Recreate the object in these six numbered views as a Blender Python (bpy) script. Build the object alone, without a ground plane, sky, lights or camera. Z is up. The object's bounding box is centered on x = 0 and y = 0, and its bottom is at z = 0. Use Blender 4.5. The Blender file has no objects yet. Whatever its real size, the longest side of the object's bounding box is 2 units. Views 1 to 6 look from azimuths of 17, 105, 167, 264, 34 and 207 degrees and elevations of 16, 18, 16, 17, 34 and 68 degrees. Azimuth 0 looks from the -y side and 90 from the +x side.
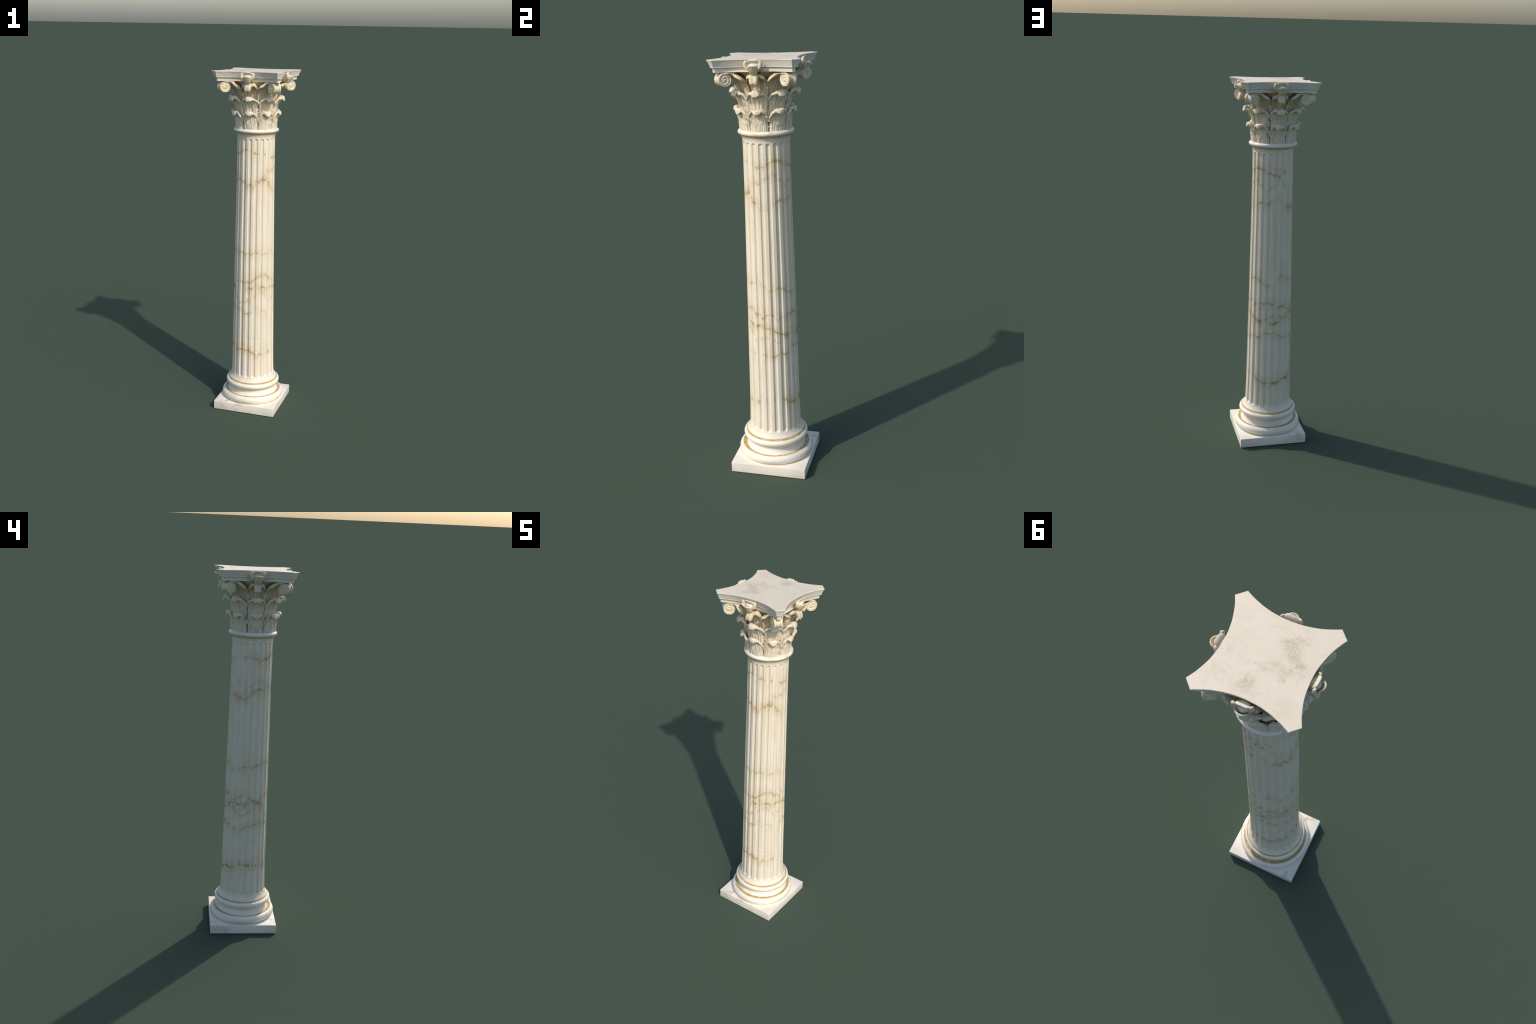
"""A marble column: square plinth, moulded round base with gilded fillets, fluted
tapering shaft and a leafy capital with corner scrolls under a concave-sided slab."""
import bpy, math
import numpy as np
from mathutils import Vector, noise as mnoise

TAU = 2 * math.pi
rad = math.radians


# ----------------------------------------------------------------------------
# mesh helpers
# ----------------------------------------------------------------------------
def mesh_from(name, verts, faces, sharp=40, material=None):
    me = bpy.data.meshes.new(name)
    me.from_pydata([tuple(map(float, v)) for v in verts], [], [tuple(map(int, f)) for f in faces])
    me.validate()
    me.update()
    me.polygons.foreach_set("use_smooth", [True] * len(me.polygons))
    if sharp is not None:
        me.set_sharp_from_angle(angle=rad(sharp))
    if material:
        me.materials.append(material)
    return me


def fix_normals(me):
    import bmesh
    bm = bmesh.new()
    bm.from_mesh(me)
    bmesh.ops.recalc_face_normals(bm, faces=bm.faces)
    bm.to_mesh(me)
    bm.free()


def put(name, me, parent, az=0.0, loc=(0, 0, 0), stuff=False):
    ob = bpy.data.objects.new(name, me)
    bpy.context.scene.collection.objects.link(ob)
    ob.parent = parent
    ob.rotation_euler = (0, 0, rad(az))
    ob.location = loc
    if stuff:
        ob["kind"] = "stuff"
    return ob


def catmull(points, t):
    """Catmull-Rom through points[(K,...)] at parameters t in [0, K-1]."""
    p = np.asarray(points, float)
    k = len(p)
    i = np.clip(np.floor(t).astype(int), 0, k - 2)
    u = (t - i).reshape((-1,) + (1,) * (p.ndim - 1))
    p0 = np.where((i > 0).reshape(u.shape), p[np.maximum(i - 1, 0)], 2 * p[0] - p[1])
    p1, p2 = p[i], p[i + 1]
    p3 = np.where((i < k - 2).reshape(u.shape), p[np.minimum(i + 2, k - 1)], 2 * p[-1] - p[-2])
    return 0.5 * (2 * p1 + (p2 - p0) * u + (2 * p0 - 5 * p1 + 4 * p2 - p3) * u ** 2
                  + (3 * p1 - p0 - 3 * p2 + p3) * u ** 3)


def lathe(name, profile, segs=160, material=None, sharp=40, closed=True):
    """Solid of revolution; profile is (radius, z) from the bottom up. Closed on the axis."""
    verts, faces = [], []
    n = len(profile)
    for r, z in profile:
        for j in range(segs):
            a = TAU * j / segs
            verts.append((r * math.cos(a), r * math.sin(a), z))
    for i in range(n - 1):
        for j in range(segs):
            k = (j + 1) % segs
            faces.append((i * segs + j, i * segs + k, (i + 1) * segs + k, (i + 1) * segs + j))
    if closed:
        faces.append(tuple(reversed(range(segs))))
        faces.append(tuple((n - 1) * segs + j for j in range(segs)))
    return mesh_from(name, verts, faces, sharp, material)


def arc(cr, cz, rad_r, a0, a1, n=16, rad_z=None):
    rad_z = rad_z or rad_r
    return [(cr + rad_r * math.cos(rad(a0 + (a1 - a0) * i / n)),
             cz + rad_z * math.sin(rad(a0 + (a1 - a0) * i / n))) for i in range(n + 1)]


def sheet_solid(name, mid, thick, material, sharp=55):
    """Thick sheet around a grid of mid-surface points (rows, cols, 3) with rounded rim.
    thick is (rows, cols) of full thickness."""
    m, n, _ = mid.shape
    dr = np.gradient(mid, axis=0)
    dc = np.gradient(mid, axis=1)
    nor = np.cross(dc, dr)
    nor /= np.maximum(np.linalg.norm(nor, axis=2, keepdims=True), 1e-9)
    h = thick[..., None] / 2
    front, back = mid + nor * h, mid - nor * h
    verts = list(front.reshape(-1, 3)) + list(back.reshape(-1, 3))
    F = lambda i, j: i * n + j
    B = lambda i, j: m * n + i * n + j
    faces = []
    for i in range(m - 1):
        for j in range(n - 1):
            faces.append((F(i, j), F(i, j + 1), F(i + 1, j + 1), F(i + 1, j)))
            faces.append((B(i, j), B(i + 1, j), B(i + 1, j + 1), B(i, j + 1)))
    ring = [(0, j) for j in range(n)] + [(i, n - 1) for i in range(1, m)] + \
           [(m - 1, j) for j in range(n - 2, -1, -1)] + [(i, 0) for i in range(m - 2, 0, -1)]
    out = []
    for i, j in ring:                       # rim pushed outwards: a rounded lip
        d = np.zeros(3)
        if i == 0: d -= dr[i, j] / (np.linalg.norm(dr[i, j]) + 1e-9)
        if i == m - 1: d += dr[i, j] / (np.linalg.norm(dr[i, j]) + 1e-9)
        if j == 0: d -= dc[i, j] / (np.linalg.norm(dc[i, j]) + 1e-9)
        if j == n - 1: d += dc[i, j] / (np.linalg.norm(dc[i, j]) + 1e-9)
        d /= np.linalg.norm(d) + 1e-9
        out.append(mid[i, j] + d * thick[i, j] * 0.42)
    base = len(verts)
    # two rings at 45 degrees plus the outermost one
    rings = []
    for w in (0.78, 0.0, -0.78):
        start = len(verts)
        for (i, j), o in zip(ring, out):
            c = mid[i, j]
            verts.append(c + (o - c) * (0.72 if w else 1.0) + nor[i, j] * h[i, j] * w)
        rings.append(start)
    L = len(ring)
    for k in range(L):
        k2 = (k + 1) % L
        a, b = ring[k], ring[k2]
        faces.append((F(*b), F(*a), rings[0] + k, rings[0] + k2))
        faces.append((rings[0] + k2, rings[0] + k, rings[1] + k, rings[1] + k2))
        faces.append((rings[1] + k2, rings[1] + k, rings[2] + k, rings[2] + k2))
        faces.append((rings[2] + k2, rings[2] + k, B(*a), B(*b)))
    me = mesh_from(name, verts, faces, None, material)
    fix_normals(me)
    me.polygons.foreach_set("use_smooth", [True] * len(me.polygons))
    me.set_sharp_from_angle(angle=rad(sharp))
    return me


def leaf_mesh(name, columns, thick, material, rows=56, per=9, ridges=0.0, ridge_every=3.2,
              rough=0.0006, seed=0, jitter=0.0, broad=False):
    """Acanthus leaf around azimuth 0. columns: {half-angle: [(r, z) or (r, z, angle)]} from the
    middle outwards; mirrored, then lofted smoothly both ways."""
    angs = sorted(columns)
    half = []
    for a in angs:
        half.append([(p[2] if len(p) > 2 else a, p[0], p[1]) for p in columns[a]])
    half = np.array(half)                      # cols, K, (a, r, z)
    left = half[::-1].copy()
    left[..., 0] *= -1
    keys = np.concatenate([left[:-1] if angs[0] == 0 else left, half])
    K = keys.shape[1]
    if jitter:                                 # hand-carved: no two alike
        g = np.random.default_rng(500 + seed)
        w = np.clip(np.arange(K) / 2.0, 0, 1)[None, :]
        keys[..., 0] += w * g.normal(0, jitter * 330, keys.shape[:2])
        keys[..., 1] += w * g.normal(0, jitter, keys.shape[:2])
        keys[..., 2] += w * (g.normal(0, jitter, keys.shape[:2]) + g.normal(0, jitter * 1.3, (keys.shape[0], 1)))
    cu = np.linspace(0, len(keys) - 1, (len(keys) - 1) * per + 1)
    ru = np.linspace(0, K - 1, rows)
    g = catmull(keys, cu)                      # cols dense
    g = catmull(np.swapaxes(g, 0, 1), ru)      # rows dense, cols, 3
    a, r, z = g[..., 0], g[..., 1].copy(), g[..., 2].copy()
    s = np.linspace(0, 1, rows)[:, None]
    T = np.interp(np.linspace(0, 1, rows), np.linspace(0, 1, len(thick)), thick)[:, None] * np.ones_like(a)
    edge = np.abs(np.linspace(-1, 1, a.shape[1]))[None, :]
    T = T * (1 - 0.42 * edge ** 1.6)
    if ridges:
        fade = np.clip((0.80 - s) / 0.25, 0, 1) * np.clip(s / 0.04 + 0.3, 0, 1)
        fan = 1.0 + 0.10 * np.sin(math.pi * np.clip(s, 0, 1))
        rid = np.zeros_like(a)
        for i in range(rows):
            for j in range(a.shape[1]):
                u = a[i, j] / fan[i, 0] / ridge_every
                if broad:                      # soft wide channels beside a midrib
                    q = mnoise.noise(Vector((u * 0.9, z[i, j] * 9, seed * 7.7)))
                    rid[i, j] = 0.55 * math.cos(u * TAU + 1.5 * q) + 0.9 * q
                else:                          # sharp uneven tool ridges
                    q = mnoise.noise(Vector((u * 1.15, z[i, j] * 11, seed * 7.7)))
                    q2 = mnoise.noise(Vector((u * 2.6, z[i, j] * 16, seed * 5.1 + 40)))
                    rid[i, j] = 1.1 * (0.55 - 2.1 * abs(q)) + 0.45 * q2
        r = r + ridges * fade * rid
    x, y = r * np.cos(np.radians(a)), r * np.sin(np.radians(a))
    P = np.stack([x, y, z], -1)
    if rough:
        for i in range(P.shape[0]):
            for j in range(P.shape[1]):
                q = Vector(P[i, j]) * 48 + Vector((seed * 3.1, seed * 1.7, 0))
                P[i, j] += np.array(mnoise.noise_vector(q)) * rough
    return sheet_solid(name, P, T, material)


def petal_mesh(name, keys, thick, material, rows=22, cols=22):
    """Loft a sheet through key columns given as (normal, tangent, z) points."""
    keys = np.array(keys, float)
    g = catmull(keys, np.linspace(0, len(keys) - 1, cols))
    g = catmull(np.swapaxes(g, 0, 1), np.linspace(0, keys.shape[1] - 1, rows))
    return sheet_solid(name, g, np.full(g.shape[:2], thick), material)


# ----------------------------------------------------------------------------
# materials
# ----------------------------------------------------------------------------
class Nodes:
    def __init__(self, name, rough=0.5, spec=0.35):
        self.mat = bpy.data.materials.new(name)
        self.mat.use_nodes = True
        self.t = self.mat.node_tree
        self.t.nodes.clear()
        self.out = self.t.nodes.new("ShaderNodeOutputMaterial")
        self.b = self.t.nodes.new("ShaderNodeBsdfPrincipled")
        self.b.inputs["Roughness"].default_value = rough
        self.b.inputs["Specular IOR Level"].default_value = spec
        self.t.links.new(self.b.outputs[0], self.out.inputs[0])
        self.co = self.t.nodes.new("ShaderNodeTexCoord").outputs["Object"]

    def link(self, a, b):
        if hasattr(a, "links"):
            self.t.links.new(a, b)
        else:
            b.default_value = a

    def math(self, op, a, b=0.0, c=0.0, clamp=False):
        n = self.t.nodes.new("ShaderNodeMath")
        n.operation = op
        n.use_clamp = clamp
        for k, v in enumerate((a, b, c)):
            self.link(v, n.inputs[k])
        return n.outputs[0]

    def mapped(self, scale=(1, 1, 1), loc=(0, 0, 0), src=None):
        n = self.t.nodes.new("ShaderNodeMapping")
        n.inputs["Scale"].default_value = scale
        n.inputs["Location"].default_value = loc
        self.link(src or self.co, n.inputs["Vector"])
        return n.outputs[0]

    def noise(self, vec, scale, detail=3, rough=0.55, dist=0.0):
        n = self.t.nodes.new("ShaderNodeTexNoise")
        n.inputs["Scale"].default_value = scale
        n.inputs["Detail"].default_value = detail
        n.inputs["Roughness"].default_value = rough
        n.inputs["Distortion"].default_value = dist
        self.link(vec, n.inputs["Vector"])
        return n.outputs["Fac"]

    def ramp(self, x, lo, hi):
        n = self.t.nodes.new("ShaderNodeMapRange")
        n.interpolation_type = "SMOOTHSTEP"
        n.inputs["From Min"].default_value = lo
        n.inputs["From Max"].default_value = hi
        self.link(x, n.inputs["Value"])
        return n.outputs["Result"]

    def mix(self, fac, a, b):
        n = self.t.nodes.new("ShaderNodeMix")
        n.data_type = "RGBA"
        self.link(fac, n.inputs["Factor"])
        for v, k in ((a, "A"), (b, "B")):
            s = [i for i in n.inputs if i.name == k and i.type == "RGBA"][0]
            if hasattr(v, "links"):
                self.t.links.new(v, s)
            else:
                s.default_value = (*v, 1)
        return [o for o in n.outputs if o.type == "RGBA"][0]

    def sep(self, vec=None):
        n = self.t.nodes.new("ShaderNodeSeparateXYZ")
        self.link(vec or self.co, n.inputs[0])
        return n.outputs

    def bump(self, height, strength=0.2, dist=0.002):
        n = self.t.nodes.new("ShaderNodeBump")
        n.inputs["Strength"].default_value = strength
        n.inputs["Distance"].default_value = dist
        self.link(height, n.inputs["Height"])
        self.t.links.new(n.outputs[0], self.b.inputs["Normal"])

    def finish(self, col):
        self.link(col, self.b.inputs["Base Color"])
        return self.mat


CREAM = (0.74, 0.69, 0.59)
WARM = (0.70, 0.62, 0.48)
VEIN = (0.36, 0.24, 0.085)
OCHRE = (0.42, 0.29, 0.11)
GOLD = (0.50, 0.32, 0.10)


def random_offset(n):
    """Object coordinates shifted per object so that repeats differ."""
    info = n.t.nodes.new("ShaderNodeObjectInfo")
    c = n.t.nodes.new("ShaderNodeCombineXYZ")
    r = n.math("MULTIPLY", info.outputs["Random"], 13.0)
    for k in range(3):
        n.link(r, c.inputs[k])
    a = n.t.nodes.new("ShaderNodeVectorMath")
    a.operation = "ADD"
    n.link(n.co, a.inputs[0])
    n.link(c.outputs[0], a.inputs[1])
    return a.outputs[0]


def crack_veins(n, vec, scale, width, seed):
    """Thin wandering veins: zero crossings of a warped noise."""
    f = n.noise(n.mapped((1, 1, 1.6), (seed, seed * 2, seed * 3), vec), scale, 5, 0.6, 0.6)
    d = n.math("ABSOLUTE", n.math("SUBTRACT", f, 0.5))
    line = n.math("SUBTRACT", 1.0, n.ramp(d, 0.0, width))
    mask = n.ramp(n.noise(n.mapped((1, 1, 1), (seed * 5, 0, seed), vec), scale * 0.8, 2), 0.50, 0.68)
    return n.math("MULTIPLY", line, mask)


def marble(name, vein=0.5, grey=0.25, tint=CREAM, pale_foot=False):
    n = Nodes(name, 0.42, 0.4)
    cloud = n.ramp(n.noise(n.co, 5, 4, 0.6, 0.4), 0.35, 0.75)
    col = n.mix(n.math("MULTIPLY", cloud, 0.55), tint, WARM)
    if pale_foot:                            # paler close to the round base
        x, y, z = n.sep()
        rr = n.math("SQRT", n.math("ADD", n.math("MULTIPLY", x, x), n.math("MULTIPLY", y, y)))
        rr = n.math("ADD", rr, n.math("MULTIPLY", n.math("SUBTRACT", n.noise(n.co, 8, 3), 0.5), 0.08))
        col = n.mix(n.math("SUBTRACT", 1.0, n.ramp(rr, 0.185, 0.235)), col, (0.84, 0.77, 0.64))
    v = crack_veins(n, n.co, 5.0, 0.035, 1.7)
    col = n.mix(n.math("MULTIPLY", v, vein), col, VEIN)
    g = n.ramp(n.noise(n.mapped(loc=(4, 2, 7)), 9, 5, 0.65, 1.0), 0.56, 0.80)
    col = n.mix(n.math("MULTIPLY", g, grey), col, (0.36, 0.33, 0.25))
    n.bump(n.noise(n.co, 90, 3), 0.06, 0.002)
    return n.finish(col)


def shaft_marble():
    """Cream marble crossed by a few brown scalloped veins that run round the shaft."""
    n = Nodes("veined_shaft_marble", 0.42, 0.4)
    z = n.sep()[2]
    cloud = n.ramp(n.noise(n.mapped((1, 1, 0.35)), 12, 4, 0.6, 0.3), 0.35, 0.75)
    col = n.mix(n.math("MULTIPLY", cloud, 0.6), (0.80, 0.715, 0.57), (0.73, 0.62, 0.45))
    # vertical faint grain
    grain = n.ramp(n.noise(n.mapped((1, 1, 0.04)), 120, 3), 0.45, 0.75)
    col = n.mix(n.math("MULTIPLY", grain, 0.28), col, (0.50, 0.42, 0.28))
    total, halo = 0.0, 0.0
    #        height, sway, strength, phase
    rings = [(0.375, 0.060, 1.0, 0.0), (0.630, 0.075, 0.75, 3.1), (0.735, 0.100, 1.0, 5.7), (0.790, 0.120, 0.7, 11.3),
             (0.690, 0.130, 0.50, 26.4), (0.965, 0.110, 0.65, 8.2), (1.365, 0.120, 1.0, 13.9), (1.425, 0.140, 0.55, 21.0), (1.545, 0.080, 0.85, 17.4)]
    for zk, sway, power, ph in rings:
        big = n.math("SUBTRACT", n.noise(n.mapped((1, 1, 0.15), (ph, ph, ph)), 7, 1.0), 0.5)
        small = n.math("SUBTRACT", n.noise(n.mapped((1, 1, 0.5), (ph, -ph, ph)), 32, 4, 0.62), 0.5)
        line_z = n.math("ADD", n.math("MULTIPLY", big, sway * 2.1), n.math("MULTIPLY", small, 0.042))
        d = n.math("SUBTRACT", n.math("ADD", z, line_z), zk)
        ad = n.math("ABSOLUTE", d)
        on = n.ramp(n.noise(n.mapped((1, 1, 0.3), (ph * 2, 0, ph)), 13, 2), 0.33, 0.50)
        beat = n.ramp(n.noise(n.mapped((1, 1, 1), (0, ph, 1)), 46, 3), 0.36, 0.62)
        wid = n.math("ADD", n.math("MULTIPLY", beat, 0.0080), 0.0030)
        line = n.math("SUBTRACT", 1.0, n.ramp(n.math("DIVIDE", ad, wid), 0.0, 1.0))
        line = n.math("MULTIPLY", n.math("MULTIPLY", line, on), n.math("MULTIPLY", n.math("ADD", n.math("MULTIPLY", beat, 0.65), 0.35), power))
        total = n.math("MAXIMUM", total, line)
        h = n.math("MULTIPLY", n.math("SUBTRACT", 1.0, n.ramp(ad, 0.0, 0.030)), n.math("ADD", n.math("MULTIPLY", beat, 0.6), 0.4))
        h = n.math("MAXIMUM", h, n.math("MULTIPLY", n.math("SUBTRACT", 1.0, n.ramp(ad, 0.0, 0.065)), 0.45))
        h = n.math("MULTIPLY", n.math("MULTIPLY", h, on), power)
        halo = n.math("MAXIMUM", halo, h)
    mott = n.math("ADD", n.math("MULTIPLY", n.ramp(n.noise(n.mapped((1, 1, 0.5)), 45, 3), 0.38, 0.64), 0.7), 0.3)
    col = n.mix(n.math("MULTIPLY", n.math("MULTIPLY", halo, mott), 1.0), col, (0.52, 0.365, 0.145))
    col = n.mix(n.math("MULTIPLY", total, 0.66), col, (0.33, 0.21, 0.065))
    fine = crack_veins(n, n.mapped((1, 1, 1.4)), 9.0, 0.03, 4.3)
    col = n.mix(n.math("MULTIPLY", fine, 0.16), col, VEIN)
    n.bump(n.noise(n.co, 90, 3), 0.06, 0.002)
    return n.finish(col)


def leaf_stone(name, stain=0.5, base=CREAM):
    """Carved stone: vertical ochre streaks and dust held by the tooling."""
    n = Nodes(name, 0.55, 0.3)
    v = random_offset(n)
    cloud = n.ramp(n.noise(v, 22, 4, 0.6, 0.3), 0.35, 0.75)
    col = n.mix(n.math("MULTIPLY", cloud, 0.7), base, (0.655, 0.555, 0.385))
    streak = n.noise(n.mapped((1, 1, 0.10), (0, 0, 0), v), 190, 3, 0.6)
    patch = n.ramp(n.noise(n.mapped((1, 1, 0.5), (3, 1, 2), v), 30, 3), 0.38, 0.66)
    s = n.math("MULTIPLY", n.ramp(streak, 0.47, 0.66), n.math("ADD", n.math("MULTIPLY", patch, 0.75), 0.25))
    col = n.mix(n.math("MULTIPLY", s, stain), col, OCHRE)
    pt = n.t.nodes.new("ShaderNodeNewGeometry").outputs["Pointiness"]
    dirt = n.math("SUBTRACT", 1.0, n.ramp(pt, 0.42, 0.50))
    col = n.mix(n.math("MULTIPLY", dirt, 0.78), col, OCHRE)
    n.bump(streak, 0.25, 0.0015)
    return n.finish(col)


def recess_stone():
    n = Nodes("ochre_stained_stone", 0.7, 0.2)
    p = n.ramp(n.noise(n.mapped((1, 1, 0.5)), 30, 4), 0.35, 0.7)
    col = n.mix(p, (0.60, 0.49, 0.30), (0.50, 0.36, 0.16))  # colours lightened to offset the deep shade around the bell
    n.bump(n.noise(n.mapped((1, 1, 0.2)), 120, 3), 0.3, 0.002)
    return n.finish(col)


def scroll_stone():
    n = Nodes("ivory_scroll_stone", 0.5, 0.3)
    v = random_offset(n)
    p = n.ramp(n.noise(v, 40, 4), 0.38, 0.7)
    col = n.mix(n.math("MULTIPLY", p, 0.85), (0.74, 0.66, 0.49), (0.65, 0.53, 0.32))
    pt = n.t.nodes.new("ShaderNodeNewGeometry").outputs["Pointiness"]
    dirt = n.math("SUBTRACT", 1.0, n.ramp(pt, 0.42, 0.50))
    col = n.mix(n.math("MULTIPLY", dirt, 0.6), col, (0.46, 0.35, 0.14))
    n.bump(n.noise(v, 150, 3), 0.15, 0.001)
    return n.finish(col)


def gilding():
    n = Nodes("worn_gilding", 0.5, 0.4)
    p = n.ramp(n.noise(n.mapped((1, 1, 3)), 38, 5, 0.65), 0.40, 0.72)
    col = n.mix(p, GOLD, (0.64, 0.51, 0.31))
    n.bump(n.noise(n.co, 140, 3), 0.15, 0.001)
    return n.finish(col)


def abacus_marble():
    """Top slab: pale, with soft grey-green weather stains and a faint turned ring."""
    n = Nodes("weathered_slab_marble", 0.45, 0.4)
    x, y, z = n.sep()
    cloud = n.ramp(n.noise(n.co, 9, 4, 0.6, 0.4), 0.35, 0.75)
    top = n.ramp(z, 1.994, 1.998)
    flank = n.mix(n.math("MULTIPLY", cloud, 0.55), CREAM, WARM)
    face = n.mix(n.math("MULTIPLY", cloud, 0.45), (0.740, 0.640, 0.495), (0.665, 0.555, 0.400))
    col = n.mix(top, flank, face)
    rad_ = n.math("SQRT", n.math("ADD", n.math("MULTIPLY", x, x), n.math("MULTIPLY", y, y)))
    inner = n.math("SUBTRACT", 1.0, n.ramp(rad_, 0.10, 0.20))
    blot = n.ramp(n.noise(n.mapped((1.0, 1.35, 1), (2.3, 0.4, 0)), 7.5, 3, 0.55, 0.4), 0.46, 0.70)
    speck = n.ramp(n.noise(n.co, 75, 5, 0.7), 0.36, 0.68)
    st = n.math("MULTIPLY", blot, n.math("ADD", n.math("MULTIPLY", speck, 0.75), 0.25))
    st = n.math("MULTIPLY", n.math("MULTIPLY", st, top), n.math("ADD", n.math("MULTIPLY", inner, 0.75), 0.25))
    col = n.mix(n.math("MULTIPLY", st, 0.95), col, (0.36, 0.295, 0.165))
    sp2 = n.math("MULTIPLY", n.ramp(n.noise(n.mapped(loc=(5, 5, 5)), 130, 3), 0.56, 0.74), top)
    col = n.mix(n.math("MULTIPLY", sp2, 0.35), col, (0.45, 0.39, 0.27))
    rr = n.math("SQRT", n.math("ADD", n.math("MULTIPLY", x, x), n.math("MULTIPLY", y, y)))
    wob = n.math("MULTIPLY", n.math("SUBTRACT", n.noise(n.co, 14, 2), 0.5), 0.012)
    ring = n.math("SUBTRACT", 1.0, n.ramp(n.math("ABSOLUTE", n.math("SUBTRACT", n.math("ADD", rr, wob), 0.126)), 0.0, 0.004))
    ring = n.math("MULTIPLY", n.math("MULTIPLY", ring, top), n.ramp(n.noise(n.co, 18, 2), 0.45, 0.65))
    col = n.mix(n.math("MULTIPLY", ring, 0.28), col, (0.42, 0.38, 0.28))
    v = crack_veins(n, n.co, 11.0, 0.02, 2.9)
    side = n.math("SUBTRACT", 1.0, top)
    col = n.mix(n.math("MULTIPLY", n.math("MULTIPLY", v, side), 0.45), col, VEIN)
    n.bump(n.noise(n.co, 45, 5, 0.65), 0.12, 0.002)
    return n.finish(col)


M_PLAIN = marble("cream_marble", 0.42, 0.12, (0.83, 0.775, 0.65))
M_PLINTH = marble("veined_cream_marble", 0.55, 0.22, CREAM, True)
M_SHAFT = shaft_marble()
LEAF = (0.735, 0.655, 0.505)
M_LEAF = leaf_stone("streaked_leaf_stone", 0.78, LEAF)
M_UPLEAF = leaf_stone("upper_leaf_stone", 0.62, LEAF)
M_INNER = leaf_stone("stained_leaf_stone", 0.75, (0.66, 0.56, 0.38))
M_RECESS = recess_stone()
M_SCROLL = scroll_stone()
M_GOLD = gilding()
M_SLAB = abacus_marble()

# ----------------------------------------------------------------------------
# the column
# ----------------------------------------------------------------------------
column = bpy.data.objects.new("stone_column", None)
bpy.context.scene.collection.objects.link(column)
column["label"] = "fluted cream marble column with a leafy scrolled capital"
column["category"] = "column"


# --- plinth -----------------------------------------------------------------
def plinth_mesh(half=0.1855, top=0.0515, bevel=0.0022):
    import bmesh
    bm = bmesh.new()
    bmesh.ops.create_cube(bm, size=1)
    for v in bm.verts:
        v.co = (v.co.x * 2 * half, v.co.y * 2 * half, (v.co.z + 0.5) * top)
    bmesh.ops.bevel(bm, geom=bm.edges[:] , offset=bevel, segments=3, affect="EDGES", profile=0.5)
    me = bpy.data.meshes.new("plinth")
    bm.to_mesh(me)
    bm.free()
    me.polygons.foreach_set("use_smooth", [True] * len(me.polygons))
    me.set_sharp_from_angle(angle=rad(40))
    me.materials.append(M_PLINTH)
    return me


put("plinth", plinth_mesh(), column)

# --- round base mouldings ---------------------------------------------------
put("lower_torus", lathe("lower_torus", [(0.140, 0.050), (0.1735, 0.050), (0.1735, 0.0525)] +
    arc(0.1605, 0.0735, 0.0235, -58, 74, 22) + [(0.1665, 0.0940), (0.140, 0.0900)], 192, M_PLAIN), column)
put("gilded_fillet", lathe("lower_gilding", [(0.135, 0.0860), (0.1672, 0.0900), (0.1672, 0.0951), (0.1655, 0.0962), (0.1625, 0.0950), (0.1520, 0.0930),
    (0.1495, 0.0937), (0.1460, 0.0935), (0.135, 0.0920)], 192, M_GOLD), column)
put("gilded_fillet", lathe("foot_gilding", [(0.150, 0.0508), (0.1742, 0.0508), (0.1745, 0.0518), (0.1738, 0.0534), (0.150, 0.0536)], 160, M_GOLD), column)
put("gilded_fillet", lathe("throat_gilding", [(0.130, 0.1345), (0.1418, 0.1345), (0.1440, 0.1368), (0.1445, 0.1392), (0.130, 0.1392)], 160, M_GOLD), column)  # brown ring modelled for the shading beneath the upper torus
scotia = put("scotia", lathe("scotia", [(0.128, 0.0915)] +
    [(0.1472 - 0.0125 * math.sin(rad(90 * min(1, 1.35 * u))) + 0.0070 * max(0, u - 0.60) / 0.4, 0.0925 + 0.0455 * u) for u in np.linspace(0, 1, 18)] +
    [(0.128, 0.1385)], 192, M_PLAIN), column)
scotia.scale = (1.028, 1.0, 1.0)              # the hollow is not turned quite true
put("upper_torus", lathe("upper_torus", [(0.136, 0.1375)] + arc(0.1435, 0.1535, 0.0163, -84, 84, 22) + [(0.136, 0.170)], 192, M_PLAIN), column)
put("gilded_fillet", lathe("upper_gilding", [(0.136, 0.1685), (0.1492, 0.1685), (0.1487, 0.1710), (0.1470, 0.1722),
    (0.1425, 0.1735), (0.136, 0.174)], 192, M_GOLD), column)


# --- shaft ------------------------------------------------------------------
SHAFT_R = [(0.205, 0.1258), (0.32, 0.1226), (0.42, 0.1210), (0.62, 0.1186), (0.83, 0.1156), (1.04, 0.1128),
           (1.24, 0.1097), (1.43, 0.1074), (1.62, 0.1061), (1.66, 0.1060)]


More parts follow.
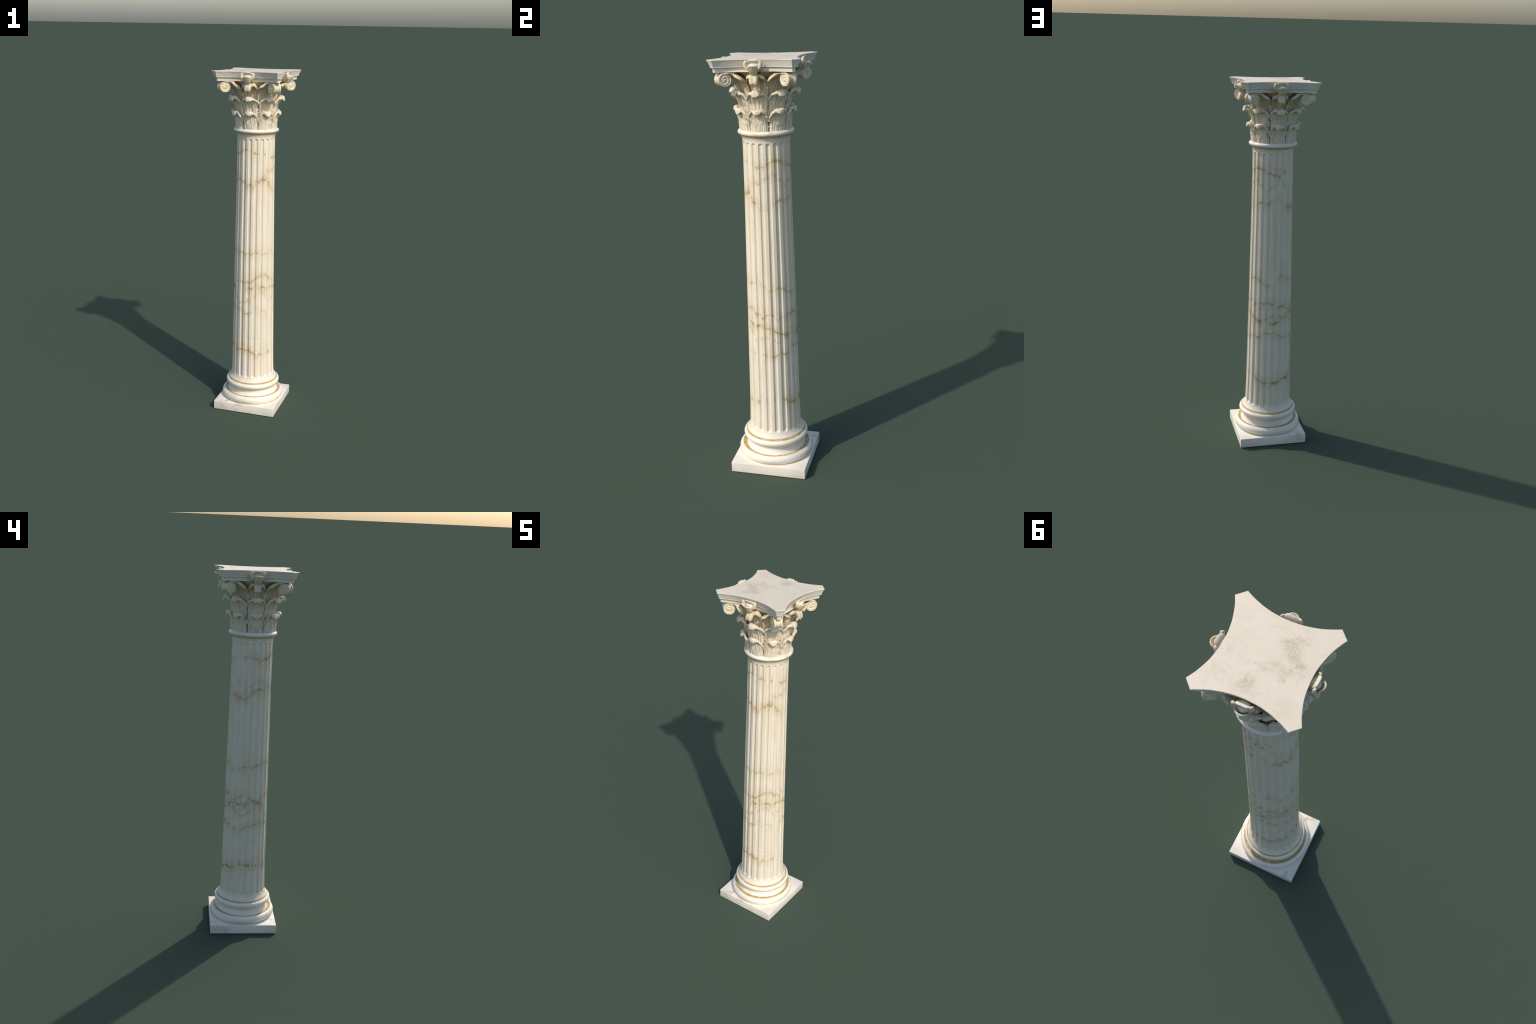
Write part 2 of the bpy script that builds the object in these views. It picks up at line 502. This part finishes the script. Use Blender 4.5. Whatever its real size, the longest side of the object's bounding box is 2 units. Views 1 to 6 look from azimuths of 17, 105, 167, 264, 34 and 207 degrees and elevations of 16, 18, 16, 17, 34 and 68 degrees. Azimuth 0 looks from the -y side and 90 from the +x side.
def shaft_mesh(flutes=20, depth=0.0066, half_angle=5.15):
    zs = np.unique(np.concatenate([
        np.linspace(0.173, 0.200, 14), np.linspace(0.200, 0.228, 34), np.linspace(0.228, 1.600, 70),
        np.linspace(1.600, 1.633, 36), np.linspace(1.633, 1.660, 12)]))
    per = 26
    seg = flutes * per
    zk, rk = zip(*SHAFT_R)
    pitch = 360 / flutes
    verts, faces = [], []
    for z in zs:
        r = np.interp(z, zk, rk) + 0.0014
        bow = math.sin(math.pi * min(max((z - 0.2) / 1.45, 0), 1))   # the shaft leans and bows a little
        cx, cy = -0.0012 * bow - 0.0007, 0.0004 * bow - 0.0003
        if z < 0.216:                            # flared foot
            u = (0.216 - z) / (0.216 - 0.178)
            r = r + 0.0165 * min(u, 1.0) ** 2.2
            if z < 0.1775:
                r -= 0.0022 * ((0.1775 - z) / 0.0045) ** 2
        if z > 1.632:                            # flared neck
            r = r + 0.0068 * ((z - 1.632) / 0.024) ** 2 if z < 1.656 else r + 0.0068
        for j in range(seg):
            a = 360 * j / seg
            off = (a + pitch / 2) % pitch - pitch / 2
            hw = r * rad(half_angle)
            zb, zt = 0.2030 + hw, 1.6305 - hw
            dz = (zb - z) if z < zb else (z - zt) if z > zt else 0.0
            q = 1 - (off / half_angle) ** 2 - (dz / hw) ** 2
            d = depth * max(q, 0.0) ** 0.62
            wob = 0.00035 * mnoise.noise(Vector((math.cos(rad(a)) * 3, math.sin(rad(a)) * 3, z * 4)))
            rr = r - d + wob
            verts.append((cx + rr * math.cos(rad(a)), cy + rr * math.sin(rad(a)), z))
    n = len(zs)
    for i in range(n - 1):
        for j in range(seg):
            k = (j + 1) % seg
            faces.append((i * seg + j, i * seg + k, (i + 1) * seg + k, (i + 1) * seg + j))
    faces.append(tuple(reversed(range(seg))))
    faces.append(tuple((n - 1) * seg + j for j in range(seg)))
    return mesh_from("shaft", verts, faces, 50, M_SHAFT)


put("shaft", shaft_mesh(), column)

# --- ring under the capital ---------------------------------------------------
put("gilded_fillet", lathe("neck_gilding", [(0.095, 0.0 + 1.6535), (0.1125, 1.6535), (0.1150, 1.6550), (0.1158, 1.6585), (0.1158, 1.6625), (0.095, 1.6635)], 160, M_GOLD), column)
put("astragal", lathe("astragal", [(0.095, 1.6620)] + arc(0.1165, 1.6725, 0.0110, -88, 80, 20, 0.0108) + [(0.095, 1.6845)], 192, M_PLAIN), column)

# --- bell of the capital ------------------------------------------------------
put("bell", lathe("bell", [(0.090, 1.680), (0.0975, 1.682), (0.0985, 1.72), (0.0980, 1.76), (0.0975, 1.80), (0.0985, 1.84),
    (0.1015, 1.87), (0.1085, 1.90), (0.1270, 1.925), (0.1430, 1.9400), (0.1470, 1.9475), (0.115, 1.949)], 120, M_RECESS), column, 0, (-0.0012, -0.0008, 0))

# --- acanthus leaves ----------------------------------------------------------
Z = 1.0
LOWER = {
    0.0: [(.1135, .680), (.1150, .715), (.1165, .740), (.1205, .7620), (.1290, .7775), (.1385, .7750), (.1408, .7615)],
    5.0: [(.1135, .680), (.1150, .715), (.1165, .740), (.1205, .7615), (.1285, .7770), (.1370, .7755), (.1390, .7655)],
    8.5: [(.1132, .680), (.1148, .714), (.1168, .739), (.1210, .7590), (.1265, .7735), (.1318, .7755), (.1338, .7720)],
    12.: [(.1128, .680), (.1145, .713), (.1168, .736), (.1210, .7545), (.1252, .7685), (.1292, .7720), (.1312, .7695)],
    15.5: [(.1118, .680), (.1135, .711), (.1160, .731), (.1195, .7475), (.1230, .7610), (.1265, .7640), (.1290, .7605)],
    18.3: [(.1098, .680), (.1110, .706), (.1135, .723), (.1165, .7375), (.1195, .7490), (.1225, .7530), (.1250, .7510)],
    20.2: [(.1065, .680, 19.6), (.1070, .702, 19.4), (.1090, .718, 19.6), (.1120, .7290, 20.1), (.1155, .7380, 20.8), (.1185, .7420, 21.3), (.1210, .7405, 21.5)],
    20.9: [(.1030, .680, 20.2), (.1030, .700, 20.0), (.1045, .714, 20.2), (.1080, .7220, 20.9), (.1120, .7280, 21.8), (.1160, .7300, 22.2), (.1180, .7280, 22.3)],
}
UPPER = {
    0.0: [(.1050, .750), (.1090, .785), (.1150, .811), (.1260, .837), (.1410, .8595), (.1545, .8570), (.1585, .8425)],
    4.6: [(.1050, .750), (.1090, .785), (.1150, .811), (.1258, .836), (.1400, .8580), (.1530, .8560), (.1572, .8420)],
    6.4: [(.1052, .750), (.1092, .784), (.1152, .810), (.1255, .834), (.1370, .8550), (.1460, .8570), (.1500, .8510)],
    9.5: [(.1058, .750), (.1098, .783), (.1160, .808), (.1255, .831), (.1345, .8505), (.1420, .8545), (.1455, .8495)],
    13.5: [(.1058, .750), (.1100, .781), (.1160, .804), (.1245, .825), (.1320, .8430), (.1385, .8485), (.1415, .8450)],
    17.5: [(.1045, .750), (.1085, .776), (.1140, .798), (.1210, .818), (.1275, .8345), (.1330, .8410), (.1360, .8380)],
    20.4: [(.1020, .750, 19.5), (.1045, .771, 19.4), (.1090, .791, 19.5), (.1155, .8090, 20.2), (.1225, .8230, 20.9), (.1280, .8290, 21.3), (.1305, .8265, 21.5)],
    21.4: [(.1000, .750, 20.2), (.1015, .769, 20.0), (.1050, .788, 20.0), (.1115, .8040, 20.9), (.1195, .8165, 22.0), (.1250, .8220, 22.3), (.1275, .8205, 22.3)],
}
HELIX = {
    0.0: [(.1070, .835), (.1130, .868), (.1230, .897), (.1350, .919), (.1475, .931), (.1620, .9345), (.1770, .927), (.1845, .911), (.1850, .899)],
    4.4: [(.1080, .835), (.1140, .868), (.1240, .896), (.1355, .917), (.1475, .930), (.1615, .9340), (.1760, .927), (.1835, .911), (.1840, .899)],
    5.8: [(.1060, .835), (.1100, .868), (.1170, .896), (.1270, .916), (.1390, .929), (.1490, .9325), (.1560, .931), (.1600, .927), (.1610, .922)],
    9.0: [(.1050, .835), (.1080, .867), (.1130, .894), (.1210, .914), (.1330, .928), (.1440, .9335), (.1525, .932), (.1570, .926), (.1580, .920)],
    12.: [(.1050, .835), (.1080, .866), (.1135, .892), (.1215, .912), (.1335, .926), (.1440, .9310), (.1520, .929), (.1560, .923), (.1570, .917)],
    14.5: [(.1060, .835), (.1095, .863), (.1150, .887), (.1230, .906), (.1330, .919), (.1420, .9240), (.1490, .922), (.1525, .917), (.1530, .912)],
    16.8: [(.1070, .835), (.1110, .861), (.1165, .882), (.1235, .898), (.1305, .909), (.1360, .9130), (.1405, .913), (.1435, .910), (.1445, .907)],
    19.3: [(.1060, .835), (.1090, .856), (.1130, .872), (.1180, .886), (.1240, .897), (.1285, .9025), (.1325, .904), (.1360, .902), (.1370, .900)],
}
CORNER = {
    0.0: [(.1060, .835), (.1130, .865), (.1260, .890), (.1420, .910), (.1600, .9250), (.1770, .9340), (.1910, .9380), (.2010, .9390), (.2080, .9385)],
    6.6: [(.1065, .835), (.1135, .865), (.1265, .890), (.1425, .911), (.1605, .9265), (.1775, .9355), (.1915, .9390), (.2015, .9395), (.2085, .9385)],
    9.0: [(.1070, .835), (.1135, .866), (.1250, .891), (.1400, .912), (.1560, .9275), (.1700, .9365), (.1800, .9400), (.1860, .9405), (.1905, .9395)],
    12.5: [(.1070, .835), (.1130, .866), (.1235, .891), (.1370, .912), (.1520, .9275), (.1650, .9365), (.1750, .9395), (.1805, .9380), (.1830, .9350)],
    16.5: [(.1070, .835), (.1125, .865), (.1215, .888), (.1335, .907), (.1475, .9220), (.1610, .9315), (.1720, .9345), (.1785, .9325), (.1815, .9275)],
    20.5: [(.1070, .835), (.1120, .861), (.1190, .881), (.1290, .898), (.1420, .9120), (.1560, .9215, 20.9), (.1690, .9250, 21.3), (.1770, .9230, 21.7), (.1805, .9170, 22.0)],
    23.: [(.1065, .835), (.1110, .857), (.1170, .874), (.1255, .889), (.1370, .9020), (.1500, .9110, 23.4), (.1630, .9150, 23.8), (.1715, .9140, 24.1), (.1755, .9105, 24.3)],
    25.2: [(.1060, .835), (.1095, .852), (.1140, .867), (.1205, .881), (.1285, .8920), (.1370, .9000), (.1450, .9035, 25.4), (.1510, .9040, 25.6), (.1545, .9030, 25.6)],
}


def lift(keys):
    return {a: [(p[0], p[1] + Z) + tuple(p[2:]) for p in c] for a, c in keys.items()}


rng = np.random.default_rng(11)
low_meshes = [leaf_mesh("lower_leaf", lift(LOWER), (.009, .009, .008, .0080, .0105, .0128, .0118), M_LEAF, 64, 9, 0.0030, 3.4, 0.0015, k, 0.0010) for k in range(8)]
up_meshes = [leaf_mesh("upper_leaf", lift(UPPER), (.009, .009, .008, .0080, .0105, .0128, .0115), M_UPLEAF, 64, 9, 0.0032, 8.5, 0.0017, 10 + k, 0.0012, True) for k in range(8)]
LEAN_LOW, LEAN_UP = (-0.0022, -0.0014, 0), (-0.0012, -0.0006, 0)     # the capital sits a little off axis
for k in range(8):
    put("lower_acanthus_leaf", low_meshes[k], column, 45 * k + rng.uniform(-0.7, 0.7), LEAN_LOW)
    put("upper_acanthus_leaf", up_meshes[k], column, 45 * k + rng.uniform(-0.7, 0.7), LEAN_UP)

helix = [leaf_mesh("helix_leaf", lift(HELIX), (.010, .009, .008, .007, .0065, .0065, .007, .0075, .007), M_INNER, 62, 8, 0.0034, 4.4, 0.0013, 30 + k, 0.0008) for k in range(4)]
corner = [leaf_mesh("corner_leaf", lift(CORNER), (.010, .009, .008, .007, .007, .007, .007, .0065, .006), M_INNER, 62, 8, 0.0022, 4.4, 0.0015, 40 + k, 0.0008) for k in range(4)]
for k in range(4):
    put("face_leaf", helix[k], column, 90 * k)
    put("corner_leaf", corner[k], column, 45 + 90 * k)


# --- corner scrolls -----------------------------------------------------------
def volute_mesh(radius=0.0288, half=0.0250, waist=0.0250, splay=0.16, seed=0):
    """Double-ended scroll: a spool whose axis is tangential (local y), faces carved with a spiral."""
    seg = 96
    prof = []                                    # (ring radius, axial, how far the spiral shows)
    for q in np.linspace(0.0, 1.0, 26):
        prof.append((q * (radius - 0.0022), -half, 1.0))
    for t in np.linspace(15, 90, 5):
        prof.append((radius - 0.0022 + 0.0022 * math.sin(rad(t)), -half + 0.0022 - 0.0022 * math.cos(rad(t)), 0))
    for u in np.linspace(-1, 0, 12)[1:]:
        y = u * (half - 0.0030)
        s = abs(u)
        prof.append((waist + (radius - waist) * np.clip((s - 0.42) / 0.30, 0, 1) ** 2 * (3 - 2 * np.clip((s - 0.42) / 0.30, 0, 1)), y, 0))
    prof = prof + [(r, -y, e) for r, y, e in reversed(prof[:-1])]
    verts, faces = [], []
    for r, y, e in prof:
        sgn = 1 if y > 0 else -1
        for j in range(seg):
            a = TAU * j / seg
            yy = y
            rr = r
            if e:
                q = r / radius
                turn = a if sgn > 0 else math.pi - a
                ph = q * 2.15 - turn / TAU + 0.30
                ridge = 0.5 + 0.5 * math.cos(TAU * ph)
                env = min(1.0, max(0.0, (q - 0.10) / 0.12)) * min(1.0, max(0.0, (0.93 - q) / 0.10))
                h = -0.0028 * (1 - ridge) * env + (0.0016 * max(0, 1 - q / 0.22))
                yy = y + sgn * h
            else:
                rr = r * (1 + 0.018 * math.sin(2 * a + 1) + 0.012 * math.sin(5 * a + seed))
            verts.append((rr * math.cos(a), yy - splay * (yy / half) * rr * math.cos(a), rr * math.sin(a)))
    n = len(prof)
    for i in range(n - 1):
        for j in range(seg):
            k = (j + 1) % seg
            faces.append((i * seg + j, (i + 1) * seg + j, (i + 1) * seg + k, i * seg + k))
    me = mesh_from("volute", verts, faces, 60, M_SCROLL)
    return me


vol = [volute_mesh(seed=k) for k in range(2)]
for k in range(4):
    a = rad(45 + 90 * k)
    put("volute", vol[k % 2], column, 45 + 90 * k, (0.2085 * math.cos(a), 0.2085 * math.sin(a), 1.9135))


# --- abacus -------------------------------------------------------------------
def slab_outline(d, n=30):
    """Outline of the concave-sided slab moved inwards by d, as one quarter repeated."""
    x0, y0, mid = 0.1740, 0.2070, 0.1615
    sag = y0 - mid
    R = (x0 * x0 + sag * sag) / (2 * sag)
    yc = mid + R
    Rd = R + d
    S = x0 + y0 - d * math.sqrt(2)
    lo, hi = 0.05, 0.25                          # where the side meets the cut corner
    for _ in range(50):
        x = (lo + hi) / 2
        y = yc - math.sqrt(Rd * Rd - x * x)
        if x + y > S: hi = x
        else: lo = x
    half = [(x * math.sin(t) / math.sin(1.0), 0) for t in (1,)]
    xs = np.linspace(x, -x, n)
    side = [(q, yc - math.sqrt(Rd * Rd - q * q)) for q in xs]
    pts = []
    for k in range(4):
        c, s = math.cos(k * math.pi / 2), math.sin(k * math.pi / 2)
        pts += [(px * c - py * s, px * s + py * c) for px, py in side]
    return pts


def abacus_mesh():
    levels = [(0.060, 1.9455), (0.0218, 1.9450), (0.0208, 1.9458), (0.0195, 1.9632), (0.0185, 1.9645), (0.0128, 1.9650), (0.0118, 1.9660),
              (0.0116, 1.9705), (0.0110, 1.9718)]
    for u in np.linspace(0, 1, 9)[1:]:           # hollow moulding
        levels.append((0.0110 * (1 - u) ** 0.80 * 0.92 + 0.0009, 1.9718 + 0.0235 * u ** 1.0))
    levels += [(0.0004, 1.9962), (0.0, 1.9975), (0.0003, 1.9990), (0.0014, 1.99985)]
    rings = [slab_outline(d) for d, z in levels]
    verts, faces = [], []
    n = len(rings[0])
    for (d, z), ring in zip(levels, rings):
        for x, y in ring:                        # edges slightly uneven, as worn
            w = mnoise.noise_vector(Vector((x * 30, y * 30, z * 12))) * 0.0009
            verts.append((x + w.x, y + w.y, z + w.z * 0.25 if z < 1.999 else z))
    for i in range(len(levels) - 1):
        for j in range(n):
            k = (j + 1) % n
            faces.append((i * n + j, i * n + k, (i + 1) * n + k, (i + 1) * n + j))
    # top: rings shrinking to the centre, very slightly uneven
    last = (len(levels) - 1) * n
    for f in (0.8, 0.6, 0.4, 0.2):
        start = len(verts)
        for x, y in rings[-1]:
            verts.append((x * f, y * f, 1.9998 + 0.0002 * mnoise.noise(Vector((x * f * 20, y * f * 20, 3)))))
        for j in range(n):
            k = (j + 1) % n
            faces.append((last + j, last + k, start + k, start + j))
        last = start
    c = len(verts)
    verts.append((0, 0, 1.9999))
    for j in range(n):
        faces.append((last + j, last + (j + 1) % n, c))
    faces.append(tuple(reversed(range(n))))
    return mesh_from("abacus", verts, faces, 28, M_SLAB)


put("abacus", abacus_mesh(), column)


# --- fleuron on each side of the slab: a cup flower with four petals ------------
def fleuron_parts():
    front = [[(.168, x * .55, .934), (.183 - c * .6, x * .72, .9415), (.194 - c, x * .86, .952), (.2015 - c, x * .96, .963), (.2080 - c * 1.1, x, .9735 - c * .25)]
             for x, c in ((-.0205, .0105), (-.0140, .0040), (-.007, .0008), (0, 0), (.007, .0008), (.0140, .0040), (.0205, .0105))]
    back = [[(.168, x * .66, .955), (.1705, x * .76, .968), (.1735, x * .90, .982), (.1785 - c * .5, x * .98, .9915 - c), (.1860 - c, x * .93, .9955 - c * 1.4)]
            for x, c in ((-.0245, .0045), (-.0190, .0010), (-.010, 0), (0, 0), (.010, 0), (.0190, .0010), (.0245, .0045))]
    ear = lambda out, wide: [[(.164, .014, z0), (.171, .021, z0 + .006), (.178 + out * .5, .028 + o + wide * .5, z0 + .012),
                              (.1785 + out, .0345 + o + wide, z0 + .0155), (.1735 + out, .0375 + o + wide, z0 + .0150)]
                             for z0, o in ((.946, -.006), (.953, -.002), (.961, .0), (.969, .0), (.976, -.004))]
    side, big = ear(-0.001, -0.002), ear(0.007, 0.0)
    up = lambda ks: [[(a, b, c + Z) for a, b, c in col] for col in ks]
    mir = lambda ks: [[(a, -b, c) for a, b, c in col] for col in ks]
    return [("petal", petal_mesh("front_petal", up(front), .0058, M_UPLEAF)),
            ("petal", petal_mesh("back_petal", up(back), .0062, M_UPLEAF)),
            ("petal", petal_mesh("side_petal", up(side), .0075, M_UPLEAF)),
            ("petal", petal_mesh("other_side_petal", up(mir(big)), .0085, M_UPLEAF))]


def calyx_mesh():
    """Solid heart of the flower, growing out of the slab edge."""
    verts, faces, seg = [], [], 24
    rows = [(.930, .154, .005, .007), (.934, .158, .0105, .011), (.943, .166, .0140, .018), (.955, .170, .0185, .022), (.966, .172, .0235, .022), (.975, .172, .0245, .019), (.981, .170, .0190, .013), (.984, .168, .0090, .007)]
    for z, nc, hx, hn in rows:
        for j in range(seg):
            a = TAU * j / seg
            verts.append((nc + hn * math.cos(a), hx * math.sin(a), z + Z))
    for i in range(len(rows) - 1):
        for j in range(seg):
            k = (j + 1) % seg
            faces.append((i * seg + j, i * seg + k, (i + 1) * seg + k, (i + 1) * seg + j))
    faces.append(tuple(reversed(range(seg))))
    faces.append(tuple((len(rows) - 1) * seg + j for j in range(seg)))
    return mesh_from("fleuron", verts, faces, 60, M_UPLEAF)


calyx, petals = calyx_mesh(), fleuron_parts()
for k in range(4):
    f = put("fleuron", calyx, column, 90 * k)
    for nm, me in petals:
        put(nm, me, f, 0)


# --- small drilled beads and stalks between the leaves ---------------------------
def beads_mesh():
    import bmesh
    bm = bmesh.new()
    for k in range(8):
        a = rad(22.5 + 45 * k)
        for r, z, s in ((.1050, .692, .0030), (.1055, .704, .0036), (.1075, .750, .0040), (.1085, .762, .0036), (.1090, .775, .0046), (.1110, .788, .0040), (.1110, .798, .0030)):
            r += rng.uniform(-.0006, .0006)
            s *= rng.uniform(.85, 1.15)
            aa = a + rng.uniform(-.012, .012)
            g = bmesh.ops.create_icosphere(bm, subdivisions=2, radius=s)
            for v in g["verts"]:
                v.co.z *= 1.25
                v.co += Vector((r * math.cos(aa), r * math.sin(aa), Z + z + rng.uniform(-.001, .001)))
    me = bpy.data.meshes.new("bead")
    bm.to_mesh(me)
    bm.free()
    me.polygons.foreach_set("use_smooth", [True] * len(me.polygons))
    me.materials.append(M_UPLEAF)
    return me


put("bead", beads_mesh(), column, stuff=True)


def stalk_mesh():
    """Short fluted stalk rising behind the upper leaves, budding at the top."""
    rows = [(.1085, .815, .0045), (.1120, .835, .0048), (.1165, .852, .0052), (.1225, .866, .0062), (.1265, .873, .0066), (.1290, .879, .0050), (.1300, .882, .0020)]
    g = catmull(np.array(rows), np.linspace(0, len(rows) - 1, 26))
    verts, faces, seg = [], [], 20
    for r, z, w in g:
        for j in range(seg):
            a = TAU * j / seg
            ww = w * (1 + 0.10 * math.cos(5 * a))
            verts.append((r + ww * math.cos(a), ww * math.sin(a), z + Z))
    for i in range(len(g) - 1):
        for j in range(seg):
            k = (j + 1) % seg
            faces.append((i * seg + j, i * seg + k, (i + 1) * seg + k, (i + 1) * seg + j))
    faces.append(tuple(reversed(range(seg))))
    faces.append(tuple((len(g) - 1) * seg + j for j in range(seg)))
    return mesh_from("stalk", verts, faces, 60, M_UPLEAF)


stalk = stalk_mesh()
for k in range(4):
    for s in (-1, 1):
        put("stalk", stalk, column, 90 * k + s * 20)
